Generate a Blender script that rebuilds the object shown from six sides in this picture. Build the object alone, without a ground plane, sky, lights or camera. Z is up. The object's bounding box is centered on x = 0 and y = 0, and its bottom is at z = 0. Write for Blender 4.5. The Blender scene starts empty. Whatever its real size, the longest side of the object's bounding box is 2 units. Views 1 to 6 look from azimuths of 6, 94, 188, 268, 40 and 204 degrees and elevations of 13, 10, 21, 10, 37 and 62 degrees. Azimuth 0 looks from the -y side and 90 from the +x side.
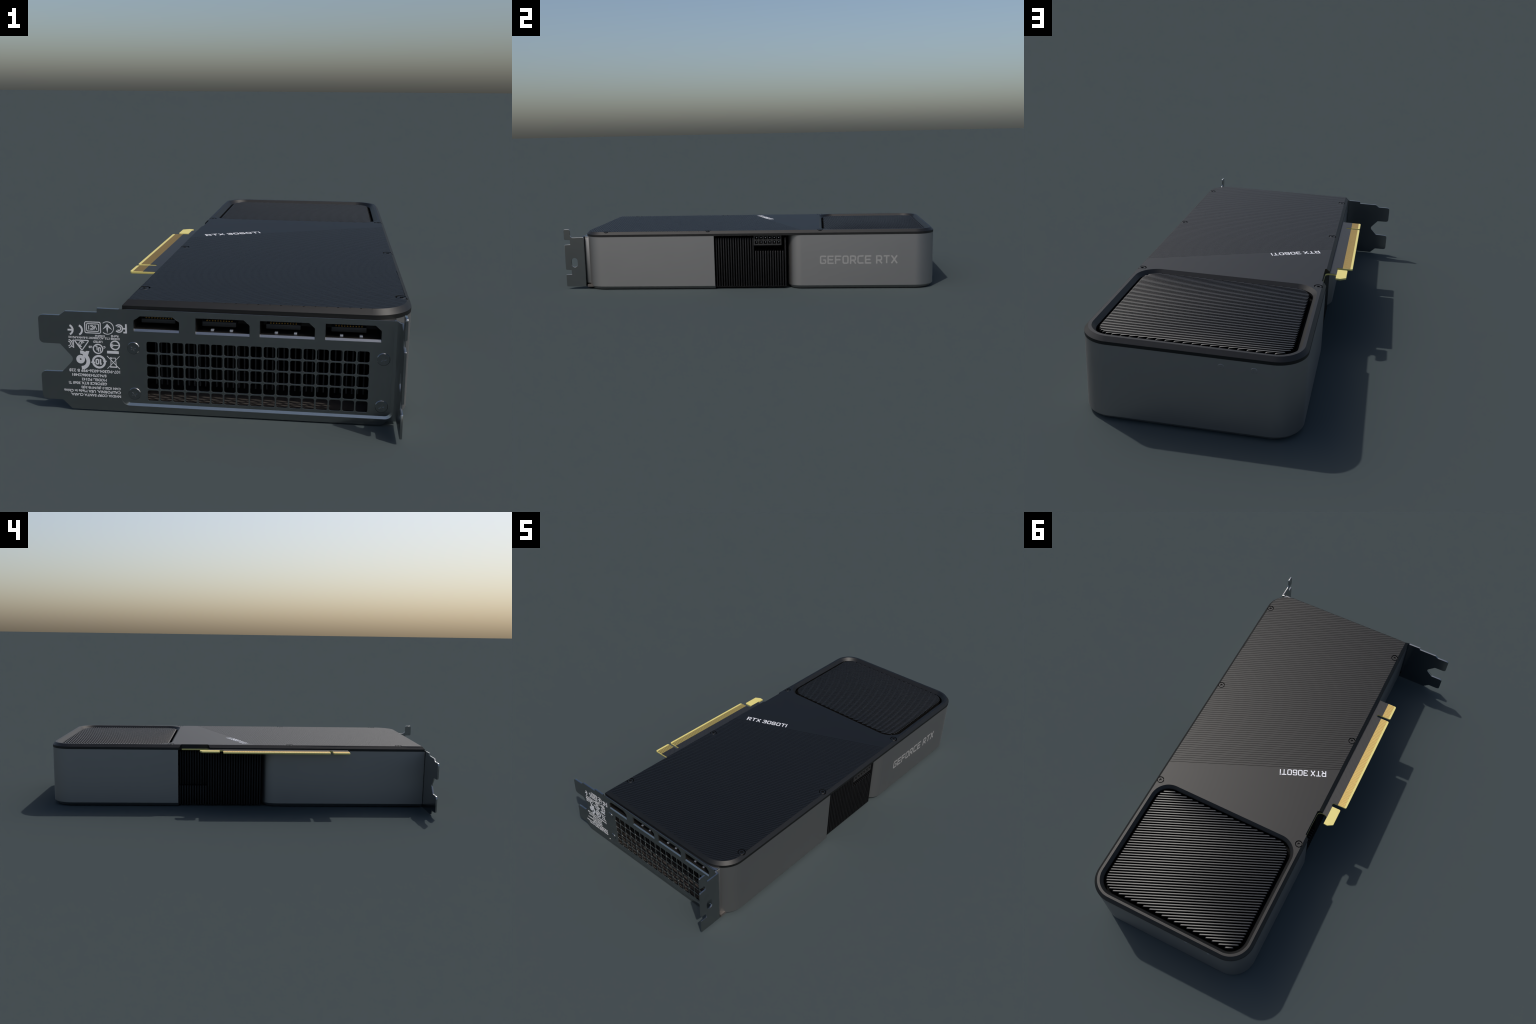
# Dual-slot graphics card, lying fan side down, built part by part.
import bpy, bmesh, math
from mathutils import Matrix, Vector

TAN = math.tan(math.radians(23.5))       # slant of the fins and of the plate grooves

# ------------------------------------------------------------------ materials
def material(name, color, metallic=0.0, rough=0.5, vary=0.06, vscale=30.0,
             bump=0.0, bscale=900.0, spec=0.5, coat=0.0, second=None, patch=0.0):
    m = bpy.data.materials.new(name)
    m.use_nodes = True
    nt = m.node_tree
    b = nt.nodes["Principled BSDF"]
    b.inputs["Metallic"].default_value = metallic
    b.inputs["Roughness"].default_value = rough
    b.inputs["Specular IOR Level"].default_value = spec
    b.inputs["Coat Weight"].default_value = coat
    tc = nt.nodes.new("ShaderNodeTexCoord")
    n = nt.nodes.new("ShaderNodeTexNoise")
    n.inputs["Scale"].default_value = vscale
    n.inputs["Detail"].default_value = 4.0
    nt.links.new(tc.outputs["Object"], n.inputs["Vector"])
    r = nt.nodes.new("ShaderNodeValToRGB")
    c2 = second or color
    r.color_ramp.elements[0].position = 0.3
    r.color_ramp.elements[1].position = 0.7
    r.color_ramp.elements[0].color = [c * (1 - vary) for c in color] + [1]
    r.color_ramp.elements[1].color = [min(1, c * (1 + vary)) for c in c2] + [1]
    nt.links.new(n.outputs["Fac"], r.inputs["Fac"])
    nt.links.new(r.outputs["Color"], b.inputs["Base Color"])
    if patch:                               # slow roughness drift of a handled metal
        mr = nt.nodes.new("ShaderNodeMapRange")
        mr.inputs["To Min"].default_value = rough - patch
        mr.inputs["To Max"].default_value = rough + patch
        nt.links.new(n.outputs["Fac"], mr.inputs["Value"])
        nt.links.new(mr.outputs["Result"], b.inputs["Roughness"])
    if bump:
        n2 = nt.nodes.new("ShaderNodeTexNoise")
        n2.inputs["Scale"].default_value = bscale
        nt.links.new(tc.outputs["Object"], n2.inputs["Vector"])
        bp = nt.nodes.new("ShaderNodeBump")
        bp.inputs["Strength"].default_value = bump
        bp.inputs["Distance"].default_value = 0.001
        nt.links.new(n2.outputs["Fac"], bp.inputs["Height"])
        nt.links.new(bp.outputs["Normal"], b.inputs["Normal"])
    return m

M_PLATE = material("plate_satin_black", (0.0012, 0.0012, 0.0012), 0.0, 0.50, 0.03, 6)
M_SHROUD = material("shroud_titanium", (0.330, 0.326, 0.323), 1.0, 0.50, 0.015, 5)
M_BRACKET = material("bracket_steel", (0.340, 0.348, 0.35), 1.0, 0.24, 0.03, 20, bump=0.03)
M_BSCREW = material("bracket_screw_steel", (0.30, 0.31, 0.32), 1.0, 0.16, 0.03, 40)
M_FIN = material("fin_top_metal", (0.003, 0.003, 0.003), 0.0, 0.50, 0.03, 30, spec=1.0)
M_SIDEFIN = material("fin_black_metal", (0.0028, 0.0028, 0.0033), 0.0, 0.5, 0.05, 30, spec=0.32)
M_VENTFIN = material("vent_fin_metal", (0.016, 0.016, 0.017), 0.0, 0.5, 0.05, 30)
M_BLACK = material("matt_black", (0.003, 0.003, 0.003), 0.0, 0.8, 0.05, 30, spec=0.1)
M_INNER = material("shroud_inside", (0.12, 0.108, 0.100), 0.5, 0.45, 0.08, 60)  # base tinted brown for the sunlight on the floor behind the vent
M_CONN = material("connector_plastic", (0.016, 0.016, 0.0165), 0.0, 0.5, 0.05, 40)
M_SOCKET = material("socket_black", (0.004, 0.004, 0.004), 0.0, 0.8, 0.05, 40)
M_PIN = material("pin_tin", (0.55, 0.55, 0.56), 0.9, 0.35, 0.05, 60)
M_LAM = material("board_laminate", (0.74, 0.63, 0.20), 0.0, 0.45, 0.02, 60)
M_MASK = material("solder_mask", (0.014, 0.014, 0.014), 0.0, 0.45, 0.06, 60)
M_GOLD = material("contact_gold", (0.50, 0.33, 0.115), 1.0, 0.50, 0.04, 90)
M_PINGOLD = material("port_contact_gold", (0.60, 0.33, 0.06), 0.6, 0.4, 0.04, 90)
M_LATCH = material("latch_bright_metal", (0.85, 0.85, 0.86), 0.3, 0.35, 0.02, 90)
M_WHITE = material("white_ink", (0.80, 0.80, 0.83), 0.0, 0.5, 0.02, 80)
M_INK = material("label_ink", (0.66, 0.665, 0.69), 0.0, 0.55, 0.02, 80)
M_GRAYINK = material("gray_ink", (0.24, 0.24, 0.237), 0.0, 0.5, 0.02, 80)
M_FAN = material("fan_plastic", (0.02, 0.02, 0.021), 0.0, 0.45, 0.05, 20)

# mask ink gets faint copper traces under it
def add_traces(m):
    nt = m.node_tree
    b = nt.nodes["Principled BSDF"]
    tc = nt.nodes.new("ShaderNodeTexCoord")
    w = nt.nodes.new("ShaderNodeTexWave")
    w.bands_direction = 'DIAGONAL'
    w.inputs["Scale"].default_value = 22
    w.inputs["Distortion"].default_value = 7
    w.inputs["Detail"].default_value = 1
    w.inputs["Detail Scale"].default_value = 0.4
    nt.links.new(tc.outputs["Object"], w.inputs["Vector"])
    r = nt.nodes.new("ShaderNodeValToRGB")
    r.color_ramp.elements[0].position = 0.0
    r.color_ramp.elements[0].color = (0.012, 0.012, 0.012, 1)
    r.color_ramp.elements[1].position = 0.10
    r.color_ramp.elements[1].color = (0.020, 0.0195, 0.019, 1)
    nt.links.new(w.outputs["Fac"], r.inputs["Fac"])
    nt.links.new(r.outputs["Color"], b.inputs["Base Color"])
add_traces(M_MASK)

# ------------------------------------------------------------------ helpers
COL = bpy.context.scene.collection

def empty(name, parent=None):
    o = bpy.data.objects.new(name, None)
    COL.objects.link(o)
    o.parent = parent
    return o

def finish(me, mats, angle=30.0):
    for m in (mats if isinstance(mats, (list, tuple)) else [mats]):
        me.materials.append(m)
    for p in me.polygons:
        p.use_smooth = True
    me.set_sharp_from_angle(angle=math.radians(angle))
    me.update()

def obj(name, me, parent, mats=None, angle=30.0):
    if mats is not None:
        me.materials.clear()
        finish(me, mats, angle)
    o = bpy.data.objects.new(name, me)
    COL.objects.link(o)
    o.parent = parent
    return o

def bm_to_mesh(bm, name, recalc=True):
    if recalc:
        bmesh.ops.recalc_face_normals(bm, faces=bm.faces[:])
    me = bpy.data.meshes.new(name)
    bm.to_mesh(me)
    bm.free()
    return me

def rounded(corners, seg=14):
    """closed polygon with rounded corners; corners = (x, y, radius), counter-clockwise"""
    out = []
    n = len(corners)
    for i, (x, y, r) in enumerate(corners):
        p = Vector((x, y))
        if r <= 0:
            out.append(p)
            continue
        a = (Vector(corners[i - 1][:2]) - p).normalized()
        b = (Vector(corners[(i + 1) % n][:2]) - p).normalized()
        half = a.angle(b) / 2
        t = r / math.tan(half)
        c = p + (a + b).normalized() * (r / math.sin(half))
        s, e = p + a * t - c, p + b * t - c
        a0 = math.atan2(s.y, s.x)
        da = math.atan2(e.y, e.x) - a0
        da = (da + math.pi) % (2 * math.pi) - math.pi
        k = max(2, seg)
        for j in range(k + 1):
            w = a0 + da * j / k
            out.append(c + Vector((math.cos(w), math.sin(w))) * r)
    return out

def offset(pts, d, closed=True):
    """shift a polyline to its left by d (inwards for a counter-clockwise loop)"""
    n = len(pts)
    out = []
    for i in range(n):
        p = Vector(pts[i])
        a = p - Vector(pts[i - 1]) if (closed or i > 0) else None
        b = Vector(pts[(i + 1) % n]) - p if (closed or i < n - 1) else None
        if a is None or a.length < 1e-9: a = b
        if b is None or b.length < 1e-9: b = a
        na = Vector((-a.y, a.x)).normalized()
        nb = Vector((-b.y, b.x)).normalized()
        m = (na + nb)
        m = m.normalized() if m.length > 1e-6 else na
        out.append(p + m * (d / max(0.3, m.dot(na))))
    return out

def loft(name, rings, closed=True, cap_first=False, cap_last=False, wrap=False):
    """skin a list of equally long rings of 3D points"""
    bm = bmesh.new()
    vs = [[bm.verts.new(p) for p in r] for r in rings]
    n = len(rings[0])
    pairs = list(zip(vs[:-1], vs[1:]))
    if wrap:
        pairs.append((vs[-1], vs[0]))
    for r0, r1 in pairs:
        for i in range(n if closed else n - 1):
            j = (i + 1) % n
            bm.faces.new((r0[i], r0[j], r1[j], r1[i]))
    if wrap and not closed:
        bm.faces.new([r[0] for r in vs])
        bm.faces.new([r[-1] for r in vs])
    if cap_first: bm.faces.new(vs[0])
    if cap_last: bm.faces.new(vs[-1])
    return bm_to_mesh(bm, name)

def wall(name, path, profile):
    """sweep a closed (inset, z) cross-section along an open plan path"""
    rings = []
    for d, z in profile:
        rings.append([(p.x, p.y, z) for p in offset(path, d, False)])
    return loft(name, rings, closed=False, wrap=True)

def prism(pts, z0, z1, name="prism"):
    return loft(name, [[(p[0], p[1], z0) for p in pts], [(p[0], p[1], z1) for p in pts]],
                cap_first=True, cap_last=True)

def box(name, lo, hi, bevel=0.0, seg=2):
    bm = bmesh.new()
    bmesh.ops.create_cube(bm, size=1.0)
    for v in bm.verts:
        v.co = Vector([lo[i] + (v.co[i] + 0.5) * (hi[i] - lo[i]) for i in range(3)])
    if bevel:
        bmesh.ops.bevel(bm, geom=bm.edges[:], offset=bevel, segments=seg, affect='EDGES', profile=0.5)
    return bm_to_mesh(bm, name)

def sheet(name, loops, thick, bevel=0.0):
    """flat sheet in its XY plane from an outline and holes, thickness along z (centred)"""
    cu = bpy.data.curves.new(name, 'CURVE')
    cu.dimensions = '2D'
    cu.fill_mode = 'BOTH'
    cu.extrude = thick / 2 - bevel
    cu.bevel_depth = bevel
    cu.bevel_resolution = 1
    cu.offset = -bevel
    for k, lp in enumerate(loops):
        area = sum(lp[i - 1][0] * lp[i][1] - lp[i][0] * lp[i - 1][1] for i in range(len(lp)))
        want_ccw = (k == 0)
        if (area > 0) != want_ccw:
            lp = list(reversed(lp))
        sp = cu.splines.new('POLY')
        sp.points.add(len(lp) - 1)
        for i, p in enumerate(lp):
            sp.points[i].co = (p[0], p[1], 0, 1)
        sp.use_cyclic_u = True
    return curve_mesh(cu, name)

def curve_mesh(cu, name):
    o = bpy.data.objects.new(name + "_tmp", cu)
    COL.objects.link(o)
    bpy.context.view_layer.update()
    dg = bpy.context.evaluated_depsgraph_get()
    me = bpy.data.meshes.new_from_object(o.evaluated_get(dg))
    me.name = name
    bpy.data.objects.remove(o)
    bpy.data.curves.remove(cu)
    return me

def text_mesh(body, thick=0.0006):
    cu = bpy.data.curves.new("lettering", 'FONT')
    cu.body = body
    cu.size = 1.0
    cu.resolution_u = 3
    cu.offset = 0.012
    return curve_mesh(cu, "lettering")

def boolean_cut(me, cutters):
    o = bpy.data.objects.new("tmp_body", me)
    COL.objects.link(o)
    for c in cutters:
        co = bpy.data.objects.new("tmp_cut", c)
        COL.objects.link(co)
        md = o.modifiers.new("cut", 'BOOLEAN')
        md.operation = 'DIFFERENCE'
        md.solver = 'EXACT'
        md.object = co
    bpy.context.view_layer.update()
    dg = bpy.context.evaluated_depsgraph_get()
    out = bpy.data.meshes.new_from_object(o.evaluated_get(dg))
    for md in list(o.modifiers):
        bpy.data.objects.remove(md.object)
    bpy.data.objects.remove(o)
    return out

def join(name, meshes):
    bm = bmesh.new()
    for m in meshes:
        bm.from_mesh(m)
    me = bpy.data.meshes.new(name)
    bm.to_mesh(me)
    bm.free()
    return me

def circle(cx, cy, r, n=32, a0=0.0):
    return [(cx + r * math.cos(a0 + 2 * math.pi * i / n), cy + r * math.sin(a0 + 2 * math.pi * i / n)) for i in range(n)]

def place(me, origin, ux, uy, uz):
    """map mesh axes to world axes"""
    me.transform(Matrix(((ux[0], uy[0], uz[0], origin[0]), (ux[1], uy[1], uz[1], origin[1]),
                         (ux[2], uy[2], uz[2], origin[2]), (0, 0, 0, 1))))
    return me

# ------------------------------------------------------------------ main sizes (metres)
XL, XR = -0.2695, 0.5005          # outer sides of the body
YF, YB = -0.8890, 1.0000          # front and rear of the cover plate
R = 0.108                         # plan corner radius
Z_TOP, Z_RIM, Z_SEAM = 0.3145, 0.3005, 0.2885
BEV = 0.0132

card = empty("graphics_card")
card["label"] = "dark grey graphics card with slanted cooling fins and gold edge contacts"
card["category"] = "graphics card"

# ------------------------------------------------------------------ cover plate
outline = rounded([(XL, YF, 0), (XR, YF, R), (XR, YB, R), (XL, YB, R)], 20)
ring_low = [(p.x, p.y, Z_SEAM) for p in outline]
ring_rim = [(p.x, p.y, Z_RIM) for p in outline]
top = offset(outline, BEV)
ring_top = [(p.x, p.y, Z_TOP) for p in top]
OX0, OX1, OY0, OY1 = -0.2455, 0.4765, 0.3910, 0.9765
hole = rounded([(OX0, OY0, .086), (OX1, OY0, .086), (OX1, OY1, .086), (OX0, OY1, .086)], 16)
hole_in = offset(hole, 0.0140)

def build_plate():
    bm = bmesh.new()
    def loop(pts):
        vs = [bm.verts.new(p) for p in pts]
        return vs, [bm.edges.new((vs[i], vs[(i + 1) % len(vs)])) for i in range(len(vs))]
    def skin(a, b):
        n = len(a)
        for i in range(n):
            j = (i + 1) % n
            bm.faces.new((a[i], a[j], b[j], b[i]))
    v0, e0 = loop(ring_low)
    v1, e1 = loop(ring_rim)
    v2, e2 = loop(ring_top)
    skin(v0, v1); skin(v1, v2)
    h2, f2 = loop([(p.x, p.y, Z_TOP) for p in hole])
    h1, f1 = loop([(p.x, p.y, 0.2985) for p in hole_in])
    h0, f0 = loop([(p.x, p.y, Z_SEAM) for p in hole_in])
    skin(h2, h1); skin(h1, h0)
    bmesh.ops.triangle_fill(bm, edges=e2 + f2, use_beauty=True)
    bmesh.ops.triangle_fill(bm, edges=e0 + f0, use_beauty=True)
    return bm_to_mesh(bm, "cover_plate")

SCREWS = [(x, y) for y in (-0.7583, -0.2038, 0.3953) for x in (-0.2425, 0.4760)]
plate = build_plate()
cuts = []
for x, y in SCREWS:
    cuts.append(prism(circle(x, y, 0.0172, 40), 0.3035, 0.33))
# clearance notch over the board edge
cuts.append(prism([(-0.30, 0.1985), (-0.2700, 0.1985), (-0.2500, 0.2100), (-0.2500, 0.3400),
                   (-0.2700, 0.3520), (-0.30, 0.3520)], 0.27, 0.33))
plate = boolean_cut(plate, cuts)

def groove(me):
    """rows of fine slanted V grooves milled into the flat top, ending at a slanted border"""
    bm = bmesh.new()
    bm.from_mesh(me)
    nrm = Vector((-TAN, 1, 0)).normalized()
    # a hairline margin keeps the groove ends from biting into the bevel
    flat_top = [f for f in bm.faces if f.normal.z > 0.95 and f.verts[0].co.z > Z_TOP - 1e-4]
    bmesh.ops.inset_region(bm, faces=flat_top, thickness=0.0010, depth=0.0, use_even_offset=True, use_boundary=True)
    def on_rim(v):
        return any(f.normal.z < 0.80 and f.calc_center_median().z < Z_TOP - 0.0008 and max(q.co.z for q in f.verts) > Z_TOP - 1e-5
                   and min(q.co.z for q in f.verts) < Z_TOP - 0.004 for f in v.link_faces)
    half, depth, pitch, last = 0.00090, 0.0022, 0.01293, 0.0785
    lip = 0.00018
    k = 0
    while True:
        c = last - k * pitch
        k += 1
        if c < -1.085:
            break
        for d in (-half, -half + lip, half - lip, half):
            base = Vector((0, c, Z_TOP)) + nrm * d
            near = []
            for f in bm.faces:
                if f.normal.z > 0.95 and f.verts[0].co.z > Z_TOP - 1e-4:
                    ds = [(v.co - base).dot(nrm) for v in f.verts]
                    if min(ds) < 0.0 < max(ds):
                        near.append(f)
            if not near:
                continue
            es = set(e for f in near for e in f.edges)
            vs = set(v for e in es for v in e.verts)
            bmesh.ops.bisect_plane(bm, geom=list(vs) + list(es) + near, dist=1e-6, plane_co=base, plane_no=nrm)
        base = Vector((0, c, Z_TOP))
        for v in bm.verts:
            if abs(v.co.z - Z_TOP) < 1e-5 and abs((v.co - base).dot(nrm)) < half - lip * 0.5 and not on_rim(v):
                v.co.z -= depth
    out = bm_to_mesh(bm, "cover_plate", recalc=False)
    return out
plate = groove(plate)
cover = obj("cover_plate", plate, card, M_PLATE, 25)

# flush screws with a six-lobe socket
def torx(r, n=6, k=8):
    pts = []
    for i in range(n * k):
        a = 2 * math.pi * i / (n * k)
        pts.append((r * (1 + 0.20 * math.cos(n * a)) * math.cos(a), r * (1 + 0.20 * math.cos(n * a)) * math.sin(a)))
    return pts

def screw_mesh(r, socket, depth, bev, star=None):
    """round head in its local XY plane with its top at z = 0"""
    lobe = star or torx(socket)
    n = len(lobe)
    circ = lambda rr: [(rr * math.cos(math.atan2(p[1], p[0])), rr * math.sin(math.atan2(p[1], p[0]))) for p in lobe]
    rings = [[(x, y, -depth) for x, y in circ(r)], [(x, y, -bev) for x, y in circ(r)],
             [(x, y, 0) for x, y in circ(r - bev)], [(x, y, 0) for x, y in lobe],
             [(x * .93, y * .93, -depth * .55) for x, y in lobe]]
    return loft("screw", rings, cap_first=True, cap_last=True)

sm = screw_mesh(0.0136, 0.0062, 0.0095, 0.0010)
finish(sm, M_PLATE, 35)
for x, y in SCREWS:
    o = bpy.data.objects.new("screw", sm)
    COL.objects.link(o)
    o.parent = cover
    o.location = (x, y, Z_TOP - 0.0006)

# ------------------------------------------------------------------ stroke lettering
def ribbon(pts, w, closed=False):
    """outline loops of a stroke of width w"""
    a = offset(pts, w / 2, closed)
    b = offset(pts, -w / 2, closed)
    return a, b

def stroke_mesh(pts, w, h, closed=False):
    pts = [Vector(p) for p in pts]
    a, b = ribbon(pts, w, closed)
    rings = [[(p.x, p.y, 0) for p in a], [(p.x, p.y, h) for p in a],
             [(p.x, p.y, h) for p in b], [(p.x, p.y, 0) for p in b]]
    return loft("stroke", rings, closed=closed, wrap=True)

def chamfer_poly(pts, r, closed=False, seg=4):
    """round the bends of a polyline"""
    out = []
    n = len(pts)
    for i in range(n):
        p = Vector(pts[i])
        if not closed and i in (0, n - 1):
            out.append(p); continue
        a = Vector(pts[i - 1]) - p
        b = Vector(pts[(i + 1) % n]) - p
        q = min(r, a.length * .49, b.length * .49)
        s, e = p + a.normalized() * q, p + b.normalized() * q
        for j in range(seg + 1):
            t = j / seg
            out.append(s * (1 - t) ** 2 + p * 2 * t * (1 - t) + e * t ** 2)
    return out

# squared technical capitals in a 1-wide, 1-high box: (points, closed, bend radius)
GLYPH = {
    'R': [([(0, 1.0), (0, 0)], False, 0, 1), ([(-.02, 1), (1, 1), (1, .40), (.05, .40)], False, .24), ([(.52, .40), (1, 0)], False, 0, 1)],
    'T': [([(-.06, 1), (1.06, 1)], False, 0), ([(.5, .95), (.5, 0)], False, 0)],
    'X': [([(0, 0), (1, 1)], False, 0), ([(0, 1), (1, 0)], False, 0)],
    '3': [([(0, .86), (.10, 1), (1, 1), (1, 0), (.10, 0), (0, .14)], False, .16), ([(.28, .52), (.95, .52)], False, 0)],
    '0': [([(0, 0), (1, 0), (1, 1), (0, 1)], True, .22)],
    '6': [([(1, .86), (.90, 1), (0, 1), (0, 0), (1, 0), (1, .55), (.05, .55)], False, .18)],
    'i': [([(.5, 0), (.5, .78)], False, 0), ([(.5, .93), (.5, 1.08)], False, 0)],
    'G': [([(1, 1), (0, 1), (0, .0), (1, 0), (1, .48), (.66, .48)], False, .16)],
    'E': [([(1, 1), (0, 1), (0, 0), (1, 0)], False, 0), ([(.12, .5), (.85, .5)], False, 0)],
    'F': [([(1, 1), (0, 1), (0, 0)], False, 0), ([(.12, .5), (.85, .5)], False, 0)],
    'O': [([(0, 0), (1, 0), (1, 1), (0, 1)], True, .22)],
    'C': [([(1, 1), (0, 1), (0, 0), (1, 0)], False, .24)],
}

END = {'3': 0.3, '6': 0.3, 'X': 0.8, 'i': 0.5, 'T': 0.5}

def lettering(word, widths, gap, height, stroke, h):
    """mesh of a word; widths maps a glyph to its outer width"""
    parts = []
    x = 0.0
    k = 0
    for ch in word:
        if ch == ' ':
            x += widths[' ']
            continue
        w = widths.get(ch, widths['*'])
        for pts, closed, r, *_ in GLYPH[ch]:
            q = [(x + stroke / 2 + px * (w - stroke), stroke / 2 + py * (height - stroke)) for px, py in pts]
            if r:
                q = chamfer_poly(q, r * w, closed)
            if not closed:                   # let the stroke ends reach the border of the box
                for i0, i1 in ((0, 1), (-1, -2)):
                    d = (Vector(q[i0]) - Vector(q[i1])).normalized() * stroke * 0.5
                    q[i0] = Vector(q[i0]) + d * END.get(ch, 1.0)
            m = stroke_mesh(q, stroke, h + 0.00006 * (k % 5), closed)
            k += 1
            parts.append(m)
        x += w + gap
    return join("lettering", parts), x - gap

ang = math.radians(23.5)
cu, su = math.cos(ang), math.sin(ang)
word, wlen = lettering("RTX 3060Ti", {'*': 0.0213, ' ': 0.0085, 'i': 0.0046, 'T': 0.0225}, 0.0043, 0.0300, 0.0043, 0.0005)
sc = 0.2195 / wlen
word.transform(Matrix.Diagonal((sc, 1, 1, 1)))
place(word, (-0.2000, 0.0045, Z_TOP + 0.0001), (cu, su, 0), (-su, cu, 0), (0, 0, 1))
obj("model_lettering", word, cover, M_WHITE)

# ------------------------------------------------------------------ shrouds
SX0, SX1 = XL + 0.0006, XR - 0.0006
prof = [(0.0, Z_SEAM), (0.0, 0.0165), (0.0030, 0.0120), (0.0150, 0.0000), (0.0300, 0.0000), (0.0300, 0.010), (0.0130, 0.0165), (0.0130, Z_SEAM)]

def arc(cx, cy, r, a0, a1, n=14):
    return [Vector((cx + r * math.cos(math.radians(a0 + (a1 - a0) * i / n)),
                    cy + r * math.sin(math.radians(a0 + (a1 - a0) * i / n)))) for i in range(n + 1)]

# front shell: counter-clockwise plan path walks with its inside on the left
RG = 0.076
front_right = arc(SX1 - R, YF + R, R, -62, 0, 16) + [Vector((SX1, -0.172))]
front_left = ([Vector((-0.10, -0.062))] + arc(SX0 + RG, -0.062 - RG, RG, 90, 180, 14)
              + [Vector((SX0, -0.890))])
shell_a = obj("shroud", join("shroud", [wall("w", front_right, prof), wall("w", front_left, prof)]), card, M_SHROUD, 20)
# rear shell
rear = ([Vector((0.34, 0.220))] + arc(SX1 - RG, 0.220 + RG, RG, -90, 0, 14)
        + arc(SX1 - R, YB - .0006 - R, R, 0, 90, 18) + arc(SX0 + R, YB - .0006 - R, R, 90, 180, 18)
        + [Vector((SX0, 0.358))])
shell_b = obj("shroud", wall("shroud", rear, prof), card, M_SHROUD, 20)

# under-side panels with the round air intakes
def panel(pts, cx, cy, r, name):
    return place(sheet(name, [pts, circle(cx, cy, r, 96)], 0.006), (0, 0, 0.006), (1, 0, 0), (0, 1, 0), (0, 0, 1))
I = 0.016
pa = ([Vector((SX1 - I, -0.172))] + [Vector((-0.12, -0.075))] + arc(SX0 + RG, -0.062 - RG, RG - I, 90, 180, 8)
      + [Vector((SX0 + I, YF + .002))] + arc(SX1 - R, YF + R, R - I, -90, 0, 10))
pb = (arc(SX1 - RG, 0.220 + RG, RG - I, -90, 0, 8) + arc(SX1 - R, YB - R, R - I, 0, 90, 10)
      + arc(SX0 + R, YB - R, R - I, 90, 180, 10) + [Vector((SX0 + I, 0.358)), Vector((0.36, 0.236))])
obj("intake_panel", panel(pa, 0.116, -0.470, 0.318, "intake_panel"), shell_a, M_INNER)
obj("intake_panel", panel(pb, 0.116, 0.640, 0.318, "intake_panel"), shell_b, M_SHROUD)

# two axial fans behind the intakes
def blade_mesh():
    bm = bmesh.new()
    rows = []
    for i in range(9):
        t = i / 8
        rr = 0.105 + 0.207 * t
        row = []
        for j in range(7):
            s = j / 6
            a = (s - .5) * (0.62 - .12 * t) + 0.35 * t * t
            row.append((rr * math.cos(a), rr * math.sin(a), (s - .5) * (0.050 - .018 * t)))
        rows.append(row)
    top_v = [[bm.verts.new(p) for p in r] for r in rows]
    bot_v = [[bm.verts.new((p[0], p[1], p[2] - 0.004)) for p in r] for r in rows]
    for i in range(8):
        for j in range(6):
            bm.faces.new((top_v[i][j], top_v[i + 1][j], top_v[i + 1][j + 1], top_v[i][j + 1]))
            bm.faces.new((bot_v[i][j], bot_v[i][j + 1], bot_v[i + 1][j + 1], bot_v[i + 1][j]))
    rim = ([(i, 0) for i in range(9)] + [(8, j) for j in range(1, 7)] + [(i, 6) for i in range(7, -1, -1)] + [(0, j) for j in range(5, 0, -1)])
    for q in range(len(rim)):
        a, b = rim[q], rim[(q + 1) % len(rim)]
        bm.faces.new((top_v[a[0]][a[1]], top_v[b[0]][b[1]], bot_v[b[0]][b[1]], bot_v[a[0]][a[1]]))
    return bm_to_mesh(bm, "fan_blade")
blade = blade_mesh()
finish(blade, M_FAN, 40)
hubm = loft("fan_hub", [[(x, y, z) for x, y in circle(0, 0, r, 48)] for r, z in ((.118, .03), (.118, -.024), (.108, -.032), (.06, -.034))],
            cap_first=True, cap_last=True)
finish(hubm, M_FAN, 35)
for cy in (-0.470, 0.640):
    fan = empty("fan", card)
    fan.location = (0.116, cy, 0.052)
    h = bpy.data.objects.new("fan_hub", hubm); COL.objects.link(h); h.parent = fan
    for i in range(9):
        b = bpy.data.objects.new("fan_blade", blade); COL.objects.link(b)
        b.parent = fan
        b.rotation_euler = (0, 0, 2 * math.pi * i / 9)

    ring = loft("fan_ring", [[(x, y, z) for x, y in circle(0, 0, r, 72)] for r, z in ((.324, -.045), (.324, .036), (.330, .036), (.330, -.045))], wrap=True)
    finish(ring, M_BLACK, 35)
    r = bpy.data.objects.new("fan_ring", ring); COL.objects.link(r); r.parent = fan
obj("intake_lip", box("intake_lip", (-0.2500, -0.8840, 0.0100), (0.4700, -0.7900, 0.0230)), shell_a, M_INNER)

# two flush screws in the rear wall
es = screw_mesh(0.0112, 0.0035, 0.006, 0.0012)
finish(es, M_SHROUD, 35)
for x in (0.0036, -0.1054):
    o = bpy.data.objects.new("screw", es); COL.objects.link(o)
    o.parent = shell_b
    o.location = (x, YB + 0.0002, 0.2592)
    o.rotation_euler = (math.radians(-90), 0, 0)

# lettering on the long side
word, wlen = lettering("GEFORCE RTX", {'*': 0.0340, ' ': 0.0190, 'R': 0.0335, 'X': 0.0345}, 0.0062, 0.0455, 0.0080, 0.0004)
sc = 0.4085 / wlen
word.transform(Matrix.Diagonal((sc, 1, 1, 1)))
place(word, (SX1 + 0.0001, 0.3930, 0.1315), (0, 1, 0), (0, 0, 1), (1, 0, 0))
obj("side_lettering", word, shell_b, M_GRAYINK)

# ------------------------------------------------------------------ heat sink
sink = empty("heat_sink", card)
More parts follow.
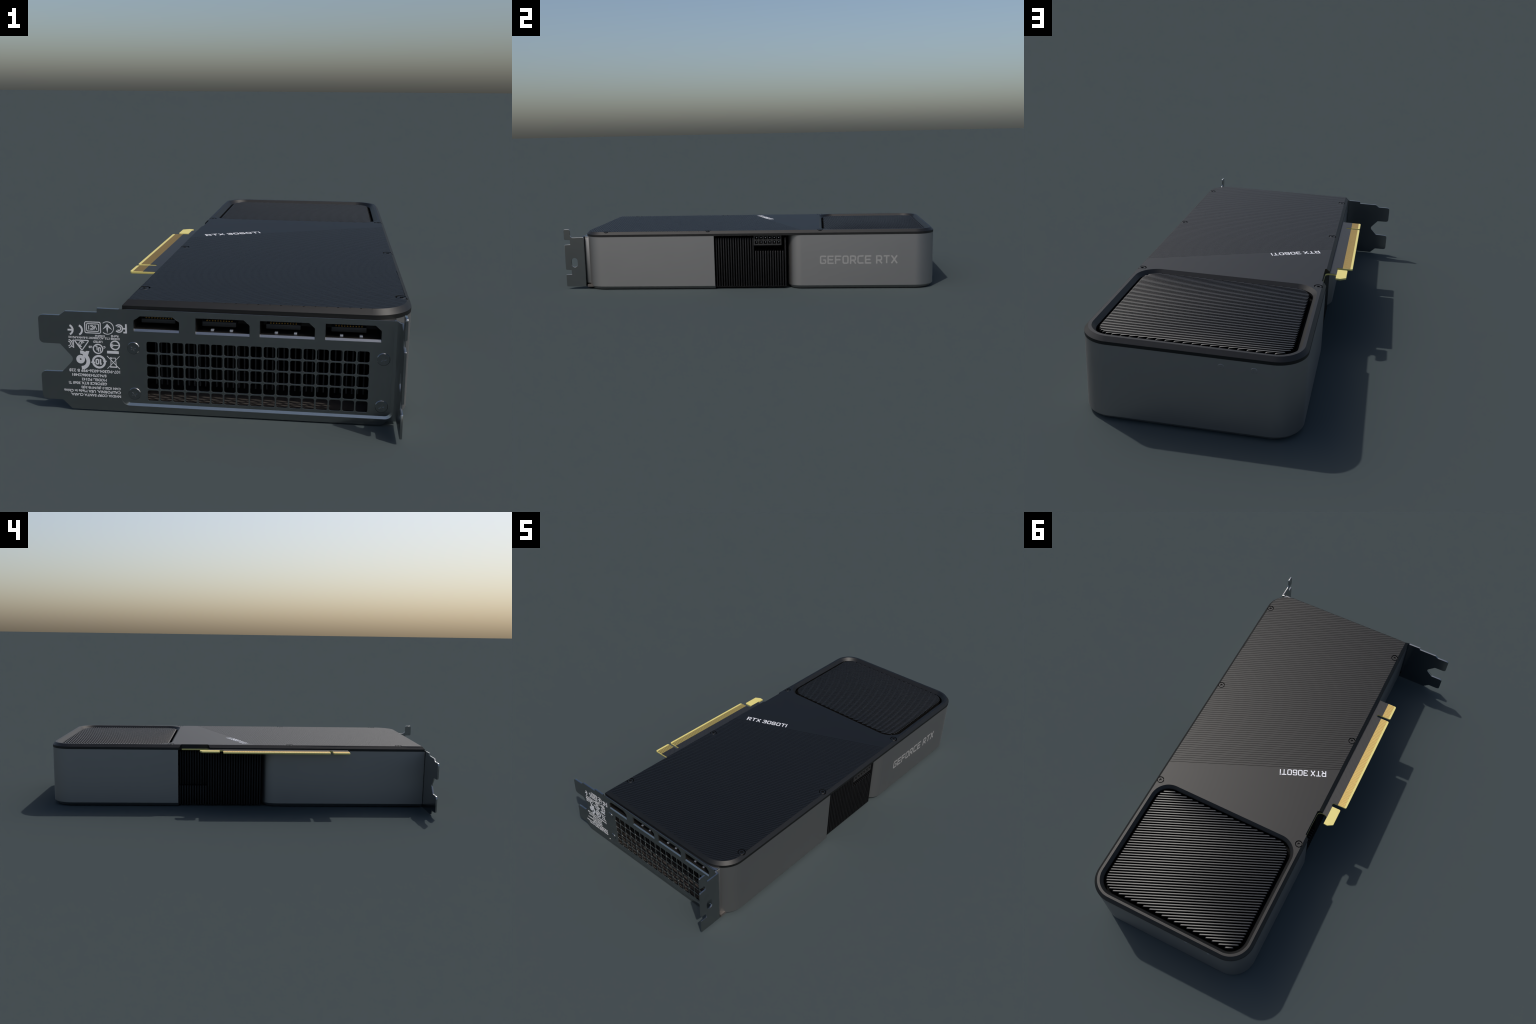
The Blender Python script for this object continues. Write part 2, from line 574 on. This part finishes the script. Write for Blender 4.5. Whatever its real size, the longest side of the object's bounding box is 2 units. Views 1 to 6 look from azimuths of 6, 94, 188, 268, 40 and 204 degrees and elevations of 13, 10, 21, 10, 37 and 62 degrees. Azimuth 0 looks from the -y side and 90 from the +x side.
# slanted fins under the opening, trimmed to a rounded rectangle
FX0, FX1, FY0, FY1, FR = -0.2180, 0.4515, 0.4150, 0.9520, 0.062
trim = rounded([(FX0, FY0, FR), (FX1, FY0, FR), (FX1, FY1, FR), (FX0, FY1, FR)], 12)

def chord(c):
    """x range where the line y = c + TAN x lies inside the trim loop"""
    xs = []
    n = len(trim)
    for i in range(n):
        a, b = trim[i], trim[(i + 1) % n]
        fa, fb = a.y - c - TAN * a.x, b.y - c - TAN * b.x
        if fa * fb < 0:
            t = fa / (fa - fb)
            xs.append(a.x + (b.x - a.x) * t)
    return (min(xs), max(xs)) if len(xs) >= 2 else None

NF = 59
for i in range(NF):
    c = 0.2480 + i * (1.0222 - 0.2480) / (NF - 1)
    ch = chord(c)
    if not ch or ch[1] - ch[0] < 0.012:
        continue
    L = (ch[1] - ch[0]) / cu
    zt, hw, e = 0.3055, 0.0027, 0.0055
    # side elevation with clipped upper corners, extruded to the sheet thickness
    side = [(0, 0.10), (L, 0.10), (L, zt - e), (L - e * .35, zt - e * .30), (L - e, zt), (e, zt), (e * .35, zt - e * .30), (0, zt - e)]
    chm = 0.0003
    rings = [[(s, -hw, z) for s, z in side],
             [(s, hw, z) for s, z in side]]
    bm = bmesh.new()
    bm.from_mesh(loft("cooling_fin", rings, cap_first=True, cap_last=True))
    tops = [ed for ed in bm.edges if all(v.co.z > 0.2 for v in ed.verts) and abs(ed.verts[0].co.y - ed.verts[1].co.y) < 1e-6
            and not (abs(ed.verts[0].co.x - ed.verts[1].co.x) < 1e-6)]
    bmesh.ops.bevel(bm, geom=tops, offset=chm, segments=2, affect='EDGES', profile=0.5)
    me = bm_to_mesh(bm, "cooling_fin")
    finish(me, [M_FIN, M_BLACK], 40)
    for p in me.polygons:                       # fin sides painted blacker than the caps to darken the shaded gaps
        if all(me.vertices[v].co.z < zt - e * 0.8 for v in p.vertices) or abs(p.normal.y) > 0.98:
            p.material_index = 1
    o = bpy.data.objects.new("cooling_fin", me)
    COL.objects.link(o)
    o.parent = sink
    o.location = (ch[0], c + TAN * ch[0], 0)
    o.rotation_euler = (0, 0, ang)
# dark bed under the slanted fins
obj("fin_bed", prism([tuple(p) for p in offset(hole, 0.006)], 0.088, 0.104, "fin_bed"), sink, M_BLACK)
ledge = [tuple(p) for p in offset(hole, -0.004)]
obj("fin_frame", place(sheet("fin_frame", [ledge, [tuple(p) for p in offset(trim, -0.0015)]], 0.02), (0, 0, 0.262), (1, 0, 0), (0, 1, 0), (0, 0, 1)), sink, M_BLACK)

# upright fin edges that show in the waist of the card
def fin(lo, hi, outward):
    """sheet fin along x, outer upper corner rounded"""
    (x0, y0, z0), (x1, y1, z1) = lo, hi
    e = 0.008
    if outward > 0:
        side = [(x0, z0), (x1, z0), (x1, z1 - e), (x1 - e * .3, z1 - e * .3), (x1 - e, z1), (x0, z1)]
    else:
        side = [(x0, z0), (x1, z0), (x1, z1), (x0 + e, z1), (x0 + e * .3, z1 - e * .3), (x0, z1 - e)]
    bm = bmesh.new()
    bm.from_mesh(loft("edge_fin", [[(x, y0, z) for x, z in side], [(x, y1, z) for x, z in side]], cap_first=True, cap_last=True))
    xe = x1 if outward > 0 else x0
    ed = [g for g in bm.edges if abs(g.verts[0].co.y - g.verts[1].co.y) < 1e-6 and all(abs(v.co.x - xe) < e * 1.05 for v in g.verts)
          and all(v.co.z > z0 + 1e-6 or True for v in g.verts)]
    bmesh.ops.bevel(bm, geom=ed, offset=0.0022, segments=2, affect='EDGES', profile=0.5)
    me = bm_to_mesh(bm, "edge_fin")
    finish(me, M_SIDEFIN, 40)
    return me

def put_fin(me):
    o = bpy.data.objects.new("edge_fin", me)
    COL.objects.link(o)
    o.parent = sink

XFR, XFL = 0.4845, -0.2520
hw = 0.0036
for i in range(29):
    y = -0.1621 + i * 0.01326
    notch = 0.0405 < y < 0.2005
    put_fin(fin((0.16, y - hw, 0.012), (XFR, y + hw, 0.2035 if notch else 0.2765), 1))
for i in range(32):
    y = -0.0560 + i * 0.01310
    if y > 0.2070:
        put_fin(fin((XFL, y - hw, 0.006), (0.10, y + hw, 0.1055), -1))
        put_fin(fin((XFL + 0.024, y - hw, 0.1060), (0.10, y + hw, 0.2800), -1))
    else:
        put_fin(fin((XFL, y - hw, 0.006), (0.10, y + hw, 0.2800), -1))
# base block behind the edge fins
obj("heat_sink_core", join("heat_sink_core", [
    box("c", (0.02, -0.1685, 0.004), (0.350, 0.219, 0.2870)),
    box("c", (-0.2360, -0.0560, 0.004), (0.02, 0.204, 0.2850)), box("c", (-0.2080, 0.2040, 0.004), (0.02, 0.355, 0.2850))]), sink, M_BLACK)

obj("fin_rail", box("fin_rail", (0.34, -0.1670, 0.0085), (XFR - 0.0008, 0.2135, 0.0118)), sink, M_SIDEFIN)

# front fin pack seen through the vent
for i in range(40):
    x = -0.1940 + i * 0.0155
    me = box("vent_fin", (x - .0018, -0.836, 0.058), (x + .0018, -0.25, 0.225))
    finish(me, M_VENTFIN)
    o = bpy.data.objects.new("vent_fin", me); COL.objects.link(o); o.parent = sink
obj("vent_fin_bed", box("vent_fin_bed", (-0.215, -0.780, 0.225), (0.445, -0.24, 0.240)), sink, M_BLACK)
obj("vent_fin_base", box("vent_fin_base", (-0.215, -0.700, 0.085), (0.445, -0.68, 0.225)), sink, M_BLACK)

# ------------------------------------------------------------------ power connector
conn = empty("power_connector", card)
y0, y1, z0, z1 = 0.0410, 0.1890, 0.2335, 0.2868
loops = [[(y0, z0), (y1, z0), (y1, z1), (y0, z1)]]
for r in range(2):
    for i in range(6):
        cy, cz = 0.0567 + i * 0.0236, 0.2497 + r * 0.0236
        a, ch = 0.0088, 0.0045
        if (i + r) % 3 == 1:
            loops.append([(cy - a, cz - a), (cy + a, cz - a), (cy + a, cz + a), (cy - a, cz + a)])
        else:
            loops.append([(cy - a, cz - a), (cy + a, cz - a), (cy + a, cz + a - ch), (cy + a - ch, cz + a), (cy - a + ch, cz + a), (cy - a, cz + a - ch)])
body = place(sheet("connector_housing", loops, 0.030, 0.0006), (0.471, 0, 0), (0, 1, 0), (0, 0, 1), (1, 0, 0))
obj("connector_housing", body, conn, M_CONN)
obj("connector_back", box("connector_back", (0.40, y0 + .001, z0 + .001), (0.4565, y1 - .001, z1 - .001)), conn, M_SOCKET)
pm = box("connector_pin", (-.012, -.0026, -.0026), (.012, .0026, .0026), 0.001)
finish(pm, M_PIN)
for r in range(2):
    for i in range(6):
        o = bpy.data.objects.new("connector_pin", pm); COL.objects.link(o)
        o.parent = conn
        o.location = (0.4665, 0.0567 + i * 0.0236, 0.2497 + r * 0.0236)

# ------------------------------------------------------------------ circuit board
board = empty("circuit_board", card)
BZ0, BZ1 = 0.2858, 0.2932
slot_a = [Vector((-0.3000 + 0.0060 * math.cos(t), -0.4060 + 0.0075 * math.sin(t))) for t in [math.radians(90 - 180 * i / 8) for i in range(9)]]
slot_b = [Vector((-0.3000 + 0.0060 * math.cos(t), 0.1398 + 0.0092 * math.sin(t))) for t in [math.radians(90 - 180 * i / 8) for i in range(9)]]
hook = [Vector(p) for p in ((-0.2985, 0.2150), (-0.2970, 0.2085), (-0.2920, 0.2047), (-0.2850, 0.2025), (-0.2750, 0.2015), (-0.2650, 0.2022),
                            (-0.2585, 0.2055), (-0.2545, 0.2100), (-0.2530, 0.2160), (-0.2530, 0.3400))]
# the slots are walked from their near side to their far side
def walk(parts):
    return [p for q in parts for p in q]
sa, sb = list(reversed(slot_a)), list(reversed(slot_b))
edge = walk([[Vector((-0.20, -0.4955))],
             list(reversed(arc(-0.3545, -0.4890, 0.0065, 180, 270, 5))),
             list(reversed(arc(-0.3545, -0.4200, 0.0065, 90, 180, 5))),
             sa,
             list(reversed(arc(-0.3545, -0.3920, 0.0065, 180, 270, 5))),
             list(reversed(arc(-0.3545, 0.1241, 0.0065, 90, 180, 5))),
             sb,
             list(reversed(arc(-0.3360, 0.1540, 0.0050, 180, 270, 4))),
             [Vector((-0.3410, 0.2325)), Vector((-0.3165, 0.2470)), Vector((-0.2985, 0.2452))],
             hook, [Vector((-0.20, 0.3400))]])
lam = place(sheet("board_laminate", [edge], BZ1 - BZ0, 0.0005), (0, 0, (BZ0 + BZ1) / 2), (1, 0, 0), (0, 1, 0), (0, 0, 1))
obj("board_laminate", lam, board, M_LAM)
mx = -0.3187
mask = walk([[Vector((-0.2005, -0.4950)), Vector((mx, -0.4950)), Vector((mx, -0.4135))], sa,
             [Vector((mx, -0.3985)), Vector((mx, 0.1306))], sb,
             [Vector((-0.2988, 0.1490))], hook, [Vector((-0.2005, 0.3400))]])
obj("solder_mask", place(sheet("solder_mask", [mask], 0.0010), (0, 0, BZ1 + 0.0003), (1, 0, 0), (0, 1, 0), (0, 0, 1)), board, M_MASK)
cm = box("contact", (-0.3512, -0.0030, BZ1 - 0.0004), (-0.3182, 0.0030, BZ1 + 0.0006), 0.0003, 1)
finish(cm, M_GOLD)
PITCH = 0.00826
for ys, n in ((-0.4955 + 0.0052, 10), (-0.3985 + 0.0052, 64)):
    span = (0.0820 if n == 10 else 0.5290) - 0.0100
    for i in range(n):
        o = bpy.data.objects.new("contact", cm); COL.objects.link(o)
        o.parent = board
        o.location = (0, ys + span * i / (n - 1), 0)

# ------------------------------------------------------------------ slot bracket
bracket = empty("mounting_bracket", card)
BY = -0.8990                     # front face
BT = 0.0075                      # sheet thickness
face = [(-0.3360, 0.2930), (-0.3370, 0.2815), (-0.4260, 0.2815), (-0.4420, 0.2695)]
face += [tuple(p) for p in arc(-0.4890, 0.2575, 0.0120, 90, 180, 5)]
face += [tuple(p) for p in arc(-0.4880, 0.2020, 0.0130, 180, 270, 5)]
face += [(-0.4430, 0.1885), (-0.4105, 0.1520), (-0.4095, 0.1460), (-0.4105, 0.1405), (-0.4410, 0.1085)]
face += [tuple(p) for p in arc(-0.4880, 0.0950, 0.0130, 90, 180, 5)]
face += [tuple(p) for p in arc(-0.4880, 0.0390, 0.0130, 180, 270, 5)]
face += [(-0.4430, 0.0260), (-0.4170, 0.0005), (0.4280, 0.0005), (0.4330, 0.0050), (0.4400, 0.0130), (0.4710, 0.0130), (0.4710, 0.2848), (0.4640, 0.2850), (0.4545, 0.2920)]
# stamped recess, open towards the bracket's top edge
RX0, RX1, RZ0 = -0.2760, 0.4560, 0.0185
SD, SW = 0.0032, 0.0068          # recess depth and width of its sloping border
TOPZ = 0.2925
def cell(cx, cz, w, h, r=0.0055):
    return [tuple(p) for p in rounded([(cx - w, cz - h, r), (cx + w, cz - h, r), (cx + w, cz + h, r), (cx - w, cz + h, r)], 4)]
u_path = [Vector((RX0, TOPZ))] + arc(RX0 + .022, RZ0 + .022, .022, 180, 270, 8) + arc(RX1 - .022, RZ0 + .022, .022, 270, 360, 8) + [Vector((RX1, TOPZ - 0.0030))]
frame = face[:-1] + [(0.4580, 0.2890)] + [tuple(p) for p in reversed(u_path)]
outer_sheet = place(sheet("bracket_face", [frame], BT, 0.0004), (0, BY + BT / 2, 0), (1, 0, 0), (0, 0, 1), (0, -1, 0))
u_in = []
for q, p in zip(u_path, offset(u_path, SW, False)):      # the border runs out wide and soft towards the label
    u_in.append(Vector((p.x + (0.0185 - SW) * max(0.0, 1 - (q.x - RX0) / 0.022), p.y)))
slope = loft("slope", [[(p.x, BY + 0.0002, p.y) for p in offset(u_path, -0.0003, False)], [(p.x, BY + SD, p.y) for p in u_in], [(p.x, BY + SD + .003, p.y) for p in u_in]], closed=False)
pan = [tuple(p) for p in offset(u_in, -0.0004, False)]
holes = []
for i in range(17):
    for j in range(5):
        holes.append(cell(-0.2040 + 0.0155 + i * 0.03512, 0.2040 - 0.0155 - j * 0.0348, 0.01555, 0.0153))
hdmi = [(-0.2375, 0.2318), (-0.1145, 0.2318), (-0.1135, 0.2620), (-0.1230, 0.2680), (-0.1310, 0.2745), (-0.2200, 0.2745), (-0.2285, 0.2680), (-0.2375, 0.2620)]
def dp(x):
    return [(x, 0.2305), (x + .1440, 0.2305), (x + .1440, 0.2610), (x + .1285, 0.2750), (x, 0.2750)]
DPX = (-0.0695, 0.1015, 0.2730)
def dished(p):
    """inner edge of a port's lip: hardly inset above, wide along the lower edge"""
    q = offset([Vector(c) for c in p], 0.0012)
    return [Vector((c.x, c.y + (0.0046 if c.y < 0.25 else 0.0))) for c in q]
rims = []
for p in [hdmi] + [dp(x) for x in DPX]:
    v = [Vector(q) for q in p]
    big, small = offset(v, -0.0004), dished(p)
    holes.append([tuple(q) for q in offset(v, -0.0002)])
    rims.append(loft("rim", [[(q.x, BY + SD - 0.0003, q.y) for q in big], [(q.x, BY + SD - 0.0003, q.y) for q in v], [(q.x, BY + SD + 0.0040, q.y) for q in small]]))
panel_sheet = place(sheet("bracket_panel", [pan] + holes, 0.0045, 0.0003), (0, BY + SD + .00225, 0), (1, 0, 0), (0, 0, 1), (0, -1, 0))
obj("bracket_face", join("bracket_face", [outer_sheet, slope, panel_sheet] + rims), bracket, M_BRACKET, 30)

# tucked-under foot below the cover plate
obj("bracket_foot", box("bracket_foot", (-0.262, BY + SD + 0.0046, 0.2825), (0.4545, -0.835, 0.2884), 0.001), bracket, M_BRACKET)

# folded screw flange
fl = [(-1.0000, 0.3215)] + [tuple(p) for p in arc(-0.9940, 0.3228, 0.0060, 180, 90, 4)] + [tuple(p) for p in arc(-0.9715, 0.3228, 0.0060, 90, 0, 4)]
fl += [(-0.9655, 0.2990)] + [tuple(p) for p in arc(-0.9500, 0.2990, 0.0155, 180, 270, 5)] + [(-0.8935, 0.2848), (-0.8935, 0.0125)]
fl += [tuple(p) for p in arc(-0.9960, 0.0165, 0.0040, 270, 180, 3)] + [(-1.0000, 0.0770), (-0.9985, 0.0795), (-0.9685, 0.0805), (-0.9685, 0.1025), (-0.9695, 0.1040), (-0.9960, 0.1055), (-1.0000, 0.1095)]
fl += [(-1.0000, 0.2425), (-0.9980, 0.2440), (-0.9680, 0.2460), (-0.9680, 0.2690), (-0.9695, 0.2705), (-0.9960, 0.2715), (-1.0000, 0.2755)]
oval = [(-0.9490 + 0.0170 * math.cos(2 * math.pi * i / 28), 0.1460 + 0.0170 * math.sin(2 * math.pi * i / 28) + (0.0082 if math.sin(2 * math.pi * i / 28) > 0 else -0.0082)) for i in range(28)]
flange = place(sheet("screw_flange", [fl, oval], 0.0066, 0.0012), (0.4715 - 0.0033, 0, 0), (0, 1, 0), (0, 0, 1), (1, 0, 0))
obj("screw_flange", flange, bracket, M_BRACKET, 30)

# grey side block between bracket and shroud
obj("bracket_spacer", box("bracket_spacer", (0.4330, BY + 0.0100, 0.0290), (0.4560, -0.850, 0.2822), 0.002), bracket, M_SHROUD)

# cap screws with a five-lobe socket
star5 = []
for i in range(40):
    a = 2 * math.pi * i / 40
    rr = 0.0060 * (1 + 0.42 * math.cos(5 * a))
    star5.append((rr * math.cos(a), rr * math.sin(a)))
bs = screw_mesh(0.0172, 0, 0.0070, 0.0014, star5)
finish(bs, M_BSCREW, 35)
for x, z in ((-0.2400, 0.1842), (-0.2400, 0.0530), (0.4248, 0.1842), (0.4248, 0.0525)):
    o = bpy.data.objects.new("bracket_screw", bs); COL.objects.link(o)
    o.parent = bracket
    o.location = (x, BY + SD - 0.0022, z)
    o.rotation_euler = (math.radians(90), 0, 0)

# ports: shell, tongue, contacts, latch springs
PY = BY + SD + 0.0040
def port(name, pts, tongue, pins, latches):
    p = empty(name, bracket)
    v = [Vector(q) for q in pts]
    o_ = offset(v, -0.0040)
    v = dished(pts)
    rings = [[(q.x, PY, q.y) for q in v], [(q.x, PY + 0.085, q.y) for q in v],
             [(q.x, PY + 0.088, q.y) for q in o_], [(q.x, PY, q.y) for q in o_]]
    bm = bmesh.new()
    vs = [[bm.verts.new(c) for c in r] for r in rings]
    n = len(v)
    for a, b in ((0, 1), (2, 3), (3, 0)):
        for i in range(n):
            bm.faces.new((vs[a][i], vs[a][(i + 1) % n], vs[b][(i + 1) % n], vs[b][i]))
    bm.faces.new(vs[1]); bm.faces.new(vs[2])
    obj("port_shell", bm_to_mesh(bm, "port_shell"), p, M_SHELL)
    x0, x1, za, zb = tongue
    obj("port_tongue", box("port_tongue", (x0, PY + 0.012, za), (x1, PY + 0.084, zb), 0.0015), p, M_CONN)
    cmesh = box("port_contact", (-0.0016, 0, 0), (0.0016, 0.05, 0.0020))
    finish(cmesh, M_PINGOLD)
    for i in range(pins):
        o = bpy.data.objects.new("port_contact", cmesh); COL.objects.link(o)
        o.parent = p
        o.location = (x0 + 0.012 + (x1 - x0 - 0.024) * i / (pins - 1), PY + 0.018, zb + 0.0001)
    for lx in latches:
        obj("port_latch", box("port_latch", (lx - 0.0042, PY + 0.012, pts[0][1] + 0.0050), (lx + 0.0042, PY + 0.022, pts[0][1] + 0.0098), 0.001), p, M_LATCH)

M_SHELL = material("port_shell_metal", (0.055, 0.052, 0.048), 0.8, 0.4, 0.05, 40)
port("video_port", hdmi, (-0.2200, -0.1270, 0.2520, 0.2630), 10, [])
for x in DPX:
    port("video_port", dp(x), (x + 0.0150, x + 0.1060, 0.2490, 0.2620), 10, [x + 0.0420, x + 0.0930])

# ------------------------------------------------------------------ label on the bracket
label = empty("regulatory_label", bracket)
LH = 0.0005
LAYER = [0]

def to_label(me, cx, cz):
    """label frame is turned upside down: local right is -x, local up is -z"""
    LAYER[0] += 1
    sink_in = 0.0024 if cx > -0.262 else 0.0      # the last letters sit on the soft border of the recess
    return place(me, (cx, BY + sink_in - 0.00002 * (LAYER[0] % 9), cz), (-1, 0, 0), (0, 0, -1), (0, -1, 0))

def flat(pts, h=LH):
    return prism(pts, -0.0002, h)

def bend(r, a0, a1, w, n=28, cx=0.0, cy=0.0):
    return stroke_mesh([(cx + r * math.cos(math.radians(a0 + (a1 - a0) * i / n)), cy + r * math.sin(math.radians(a0 + (a1 - a0) * i / n))) for i in range(n + 1)], w, LH)

def hoop(r, w, n=40, cx=0.0, cy=0.0):
    return stroke_mesh([(cx + r * math.cos(2 * math.pi * i / n), cy + r * math.sin(2 * math.pi * i / n)) for i in range(n)], w, LH, True)

def bar(x0, y0, x1, y1, w):
    return stroke_mesh([(x0, y0), (x1, y1)], w, LH)

def mark(name, meshes, cx, cz):
    for k, m in enumerate(meshes):            # stagger overlapping strokes slightly
        m.transform(Matrix.Translation((0, 0, 0.00003 * k)))
    o = obj(name, to_label(join(name, meshes), cx, cz), label, M_INK)
    return o

def words(body, x_start, x_end, z_base, z_cap, weight=0.0):
    """one printed line: starts at x_start and runs to x_end, base line z_base, cap height at z_cap"""
    me = text_mesh(body)
    xs = [v.co.x for v in me.vertices]
    cap = 0.729 * 1.0
    sx = abs(x_start - x_end) / (max(xs) - min(xs))
    sy = abs(z_base - z_cap) / cap
    x0 = min(xs)
    me.transform(Matrix(((sx, 0, 0, -x0 * sx), (0, sy, 0, 0), (0, 0, 1, 0), (0, 0, 0, 1))))
    bm = bmesh.new()
    bm.from_mesh(me)
    r = bmesh.ops.extrude_face_region(bm, geom=bm.faces[:])
    for v in r["geom"]:
        if isinstance(v, bmesh.types.BMVert):
            v.co.z += LH
    bmesh.ops.recalc_face_normals(bm, faces=bm.faces[:])
    me2 = bm_to_mesh(bm, "printed_line")
    obj("printed_line", to_label(me2, x_start, z_base), label, M_INK)

words("NVIDIA CORP SANTA CLARA,", -0.2784, -0.4195, 0.0464, 0.0392)
words("CALIFORNIA, USA Made in China", -0.2784, -0.4382, 0.0577, 0.0500)
words("CAN ICES-3 (B)/NMB-3(B)", -0.2785, -0.3887, 0.0682, 0.0615)
words("GEFORCE RTX 3060 Ti", -0.3164, -0.4238, 0.0811, 0.0735)
words("MODEL: PG142", -0.3169, -0.3865, 0.0923, 0.0847)
words("S/N:3754308623481", -0.3168, -0.4131, 0.1046, 0.0970)
words("107-9G304-6026-999 B 228", -0.2784, -0.4205, 0.1178, 0.1096)
words("D33088 I.T.E. ACCESSORY R-R-NVA-PG142", -0.2763, -0.4182, 0.2116, 0.2058)
words("E106944", -0.3176, -0.3440, 0.2178, 0.2125)
words("RoHS", -0.2794, -0.2998, 0.2190, 0.2132)
words("LISTED", -0.3244, -0.3500, 0.2014, 0.1955)
words("c", -0.3165, -0.3222, 0.1865, 0.1775)
words("us", -0.3535, -0.3630, 0.1858, 0.1768)

W = 0.0034
# crossed letter pair of the import mark
mark("mark", [bend(0.0140, 115, 245, 0.0049, cx=0.0035)], -0.3900, 0.2300)
mark("mark", [bend(0.0140, 115, 245, 0.0049, cx=0.0035), bar(-0.0080, 0, 0.0035, 0, 0.0046)], -0.4160, 0.2296)
# screen shaped mark with letters
def pill(w, h, r):
    return rounded([(-w, -h, r), (w, -h, r), (w, h, r), (-w, h, r)], 5)
mark("mark", [stroke_mesh(pill(0.0217, 0.0155, .004), 0.0023, LH, True),
              stroke_mesh(pill(0.0168, 0.0104, .003), 0.0020, LH, True)], -0.3497, 0.2385)
mark("mark", [stroke_mesh([(-.0115, .0055), (-.0070, -.0055), (-.0040, .0055)], 0.0017, LH),
              bend(0.0060, 35, 325, 0.0017, cx=0.0025), bend(0.0030, 45, 315, 0.0015, cx=0.0028),
              bar(0.0108, -.0058, 0.0108, .0058, 0.0019)], -0.3497, 0.2385)
# three-bladed star in an open ring
star = [flat([(0.0, -0.0110), (0.0130, 0.0055), (0.0022, -0.0015), (0.0, -0.0030), (-0.0022, -0.0015), (-0.0130, 0.0055)]),
        flat([(0.0, -0.0040), (0.0024, 0.0020), (0.0, 0.0150), (-0.0024, 0.0020)])]
star.append(bend(0.0175, 48, 312, 0.0017, 36))
mark("mark", star[:2], -0.3094, 0.2398)
mark("mark", star[2:], -0.3094, 0.2388)
# F with nested arcs
mark("mark", [stroke_mesh([(0.0107, 0.0117), (0.0, 0.0117), (0.0, -0.0117)], 0.0042, LH), bar(0.0, 0.0010, 0.0085, 0.0010, 0.0036)], -0.2584, 0.2389)
mark("mark", [bend(0.0102, 40, 320, 0.0030), bend(0.0052, 45, 315, 0.0026)], -0.2772, 0.2388)
# ring with an arrow, and a bar
mark("mark", [hoop(0.0120, W), bar(-0.0095, 0, 0.0095, 0, 0.0022), stroke_mesh([(0.0055, 0.0042), (0.0125, 0), (0.0055, -0.0042)], 0.0016, LH)], -0.2896, 0.1906)
mark("mark", [flat([(-0.0160, -0.0036), (0.0160, -0.0036), (0.0160, 0.0036), (-0.0160, 0.0036)])], -0.2962, 0.1704)
# letters in a ring
mark("mark", [hoop(0.0129, 0.0029)], -0.3373, 0.1784)
mark("mark", [stroke_mesh(chamfer_poly([(-.0066, .0068), (-.0066, -.0045), (-.0012, -.0045), (-.0012, .0068)], .003), 0.0026, LH),
              stroke_mesh([(.0026, .0030), (.0026, -.0086), (.0072, -.0086)], 0.0025, LH)], -0.3373, 0.1776)
# rounded triangle with a tick in an arc
tri = [Vector(p) for p in chamfer_poly([(-0.0205, -0.0110), (0.0205, -0.0110), (0.0, 0.0178)], 0.0045, True, 5)]
mark("mark", [stroke_mesh(tri, 0.0026, LH, True)], -0.3823, 0.1900)
mark("mark", [bend(0.0078, -150, 90, 0.0020, cx=0.0, cy=-0.0008), stroke_mesh([(-.0035, -.0030), (-.0002, -.0055), (.0035, .0035), (.0075, .0075)], 0.0019, LH)], -0.3823, 0.1895)
# stacked letter mark at the edge
mark("mark", [stroke_mesh([(-.0065, -.0118), (-.0065, .0118)], 0.0022, LH), bar(-.0055, 0.0100, 0.0, 0.0050, .0018), bar(-.0055, -.0100, 0.0, -.0050, .0018),
              bend(0.0115, 100, 260, 0.0021, cx=.0085), bend(0.0066, 95, 265, 0.0019, cx=.0085)], -0.4117, 0.1902)
# crossed-out bin
mark("mark", [bar(-.0172, .0182, .0172, -.0182, .0015), bar(-.0172, -.0182, .0172, .0182, .0015),
              bar(-.0062, -.0125, -.0080, .0125, .0017), bar(.0062, -.0120, .0078, .0125, .0017), bar(-.0068, -.0130, .0068, -.0125, .0017),
              bar(-.0098, .0130, .0098, .0130, .0030), hoop(0.0021, .0016, 16, 0.0068, -.0120)], -0.2958, 0.1412)
# ring of two arrows around a number
ring2 = [bend(0.0165, 12, 172, 0.0055), bend(0.0165, 192, 352, 0.0055)]
for a in (0, 180):
    m = flat([(0.0110, 0.0035), (0.0225, 0.0035), (0.0168, -0.0055)])
    m.transform(Matrix.Rotation(math.radians(a), 4, 'Z'))
    ring2.append(m)
mark("mark", ring2, -0.3362, 0.1415)
mark("mark", [bar(-.0045, -.0078, -.0045, .0078, .0036), bar(-.0078, .0055, -.0045, .0078, .0020),
              stroke_mesh(chamfer_poly([(.0010, -.0064), (.0078, -.0064), (.0078, .0064), (.0010, .0064)], .003, True), 0.0033, LH, True)], -0.3362, 0.1415)
# disc with an eye and a sickle
mark("mark", [hoop(0.0073, 0.0096)], -0.3872, 0.1466)
mark("mark", [bend(0.0200, 93, 250, 0.0100, 24, 0.0, 0.0)], -0.3860, 0.1418)
mark("mark", [flat([(-0.0255, -0.0115), (-0.0160, -0.0115), (-0.0140, -0.0085), (-0.0080, -0.0115), (0.0000, -0.0125), (0.0000, -0.0040), (-0.0060, -0.0030), (-0.0105, 0.0040), (-0.0200, 0.0060), (-0.0215, 0.0000)])], -0.3875, 0.1590)
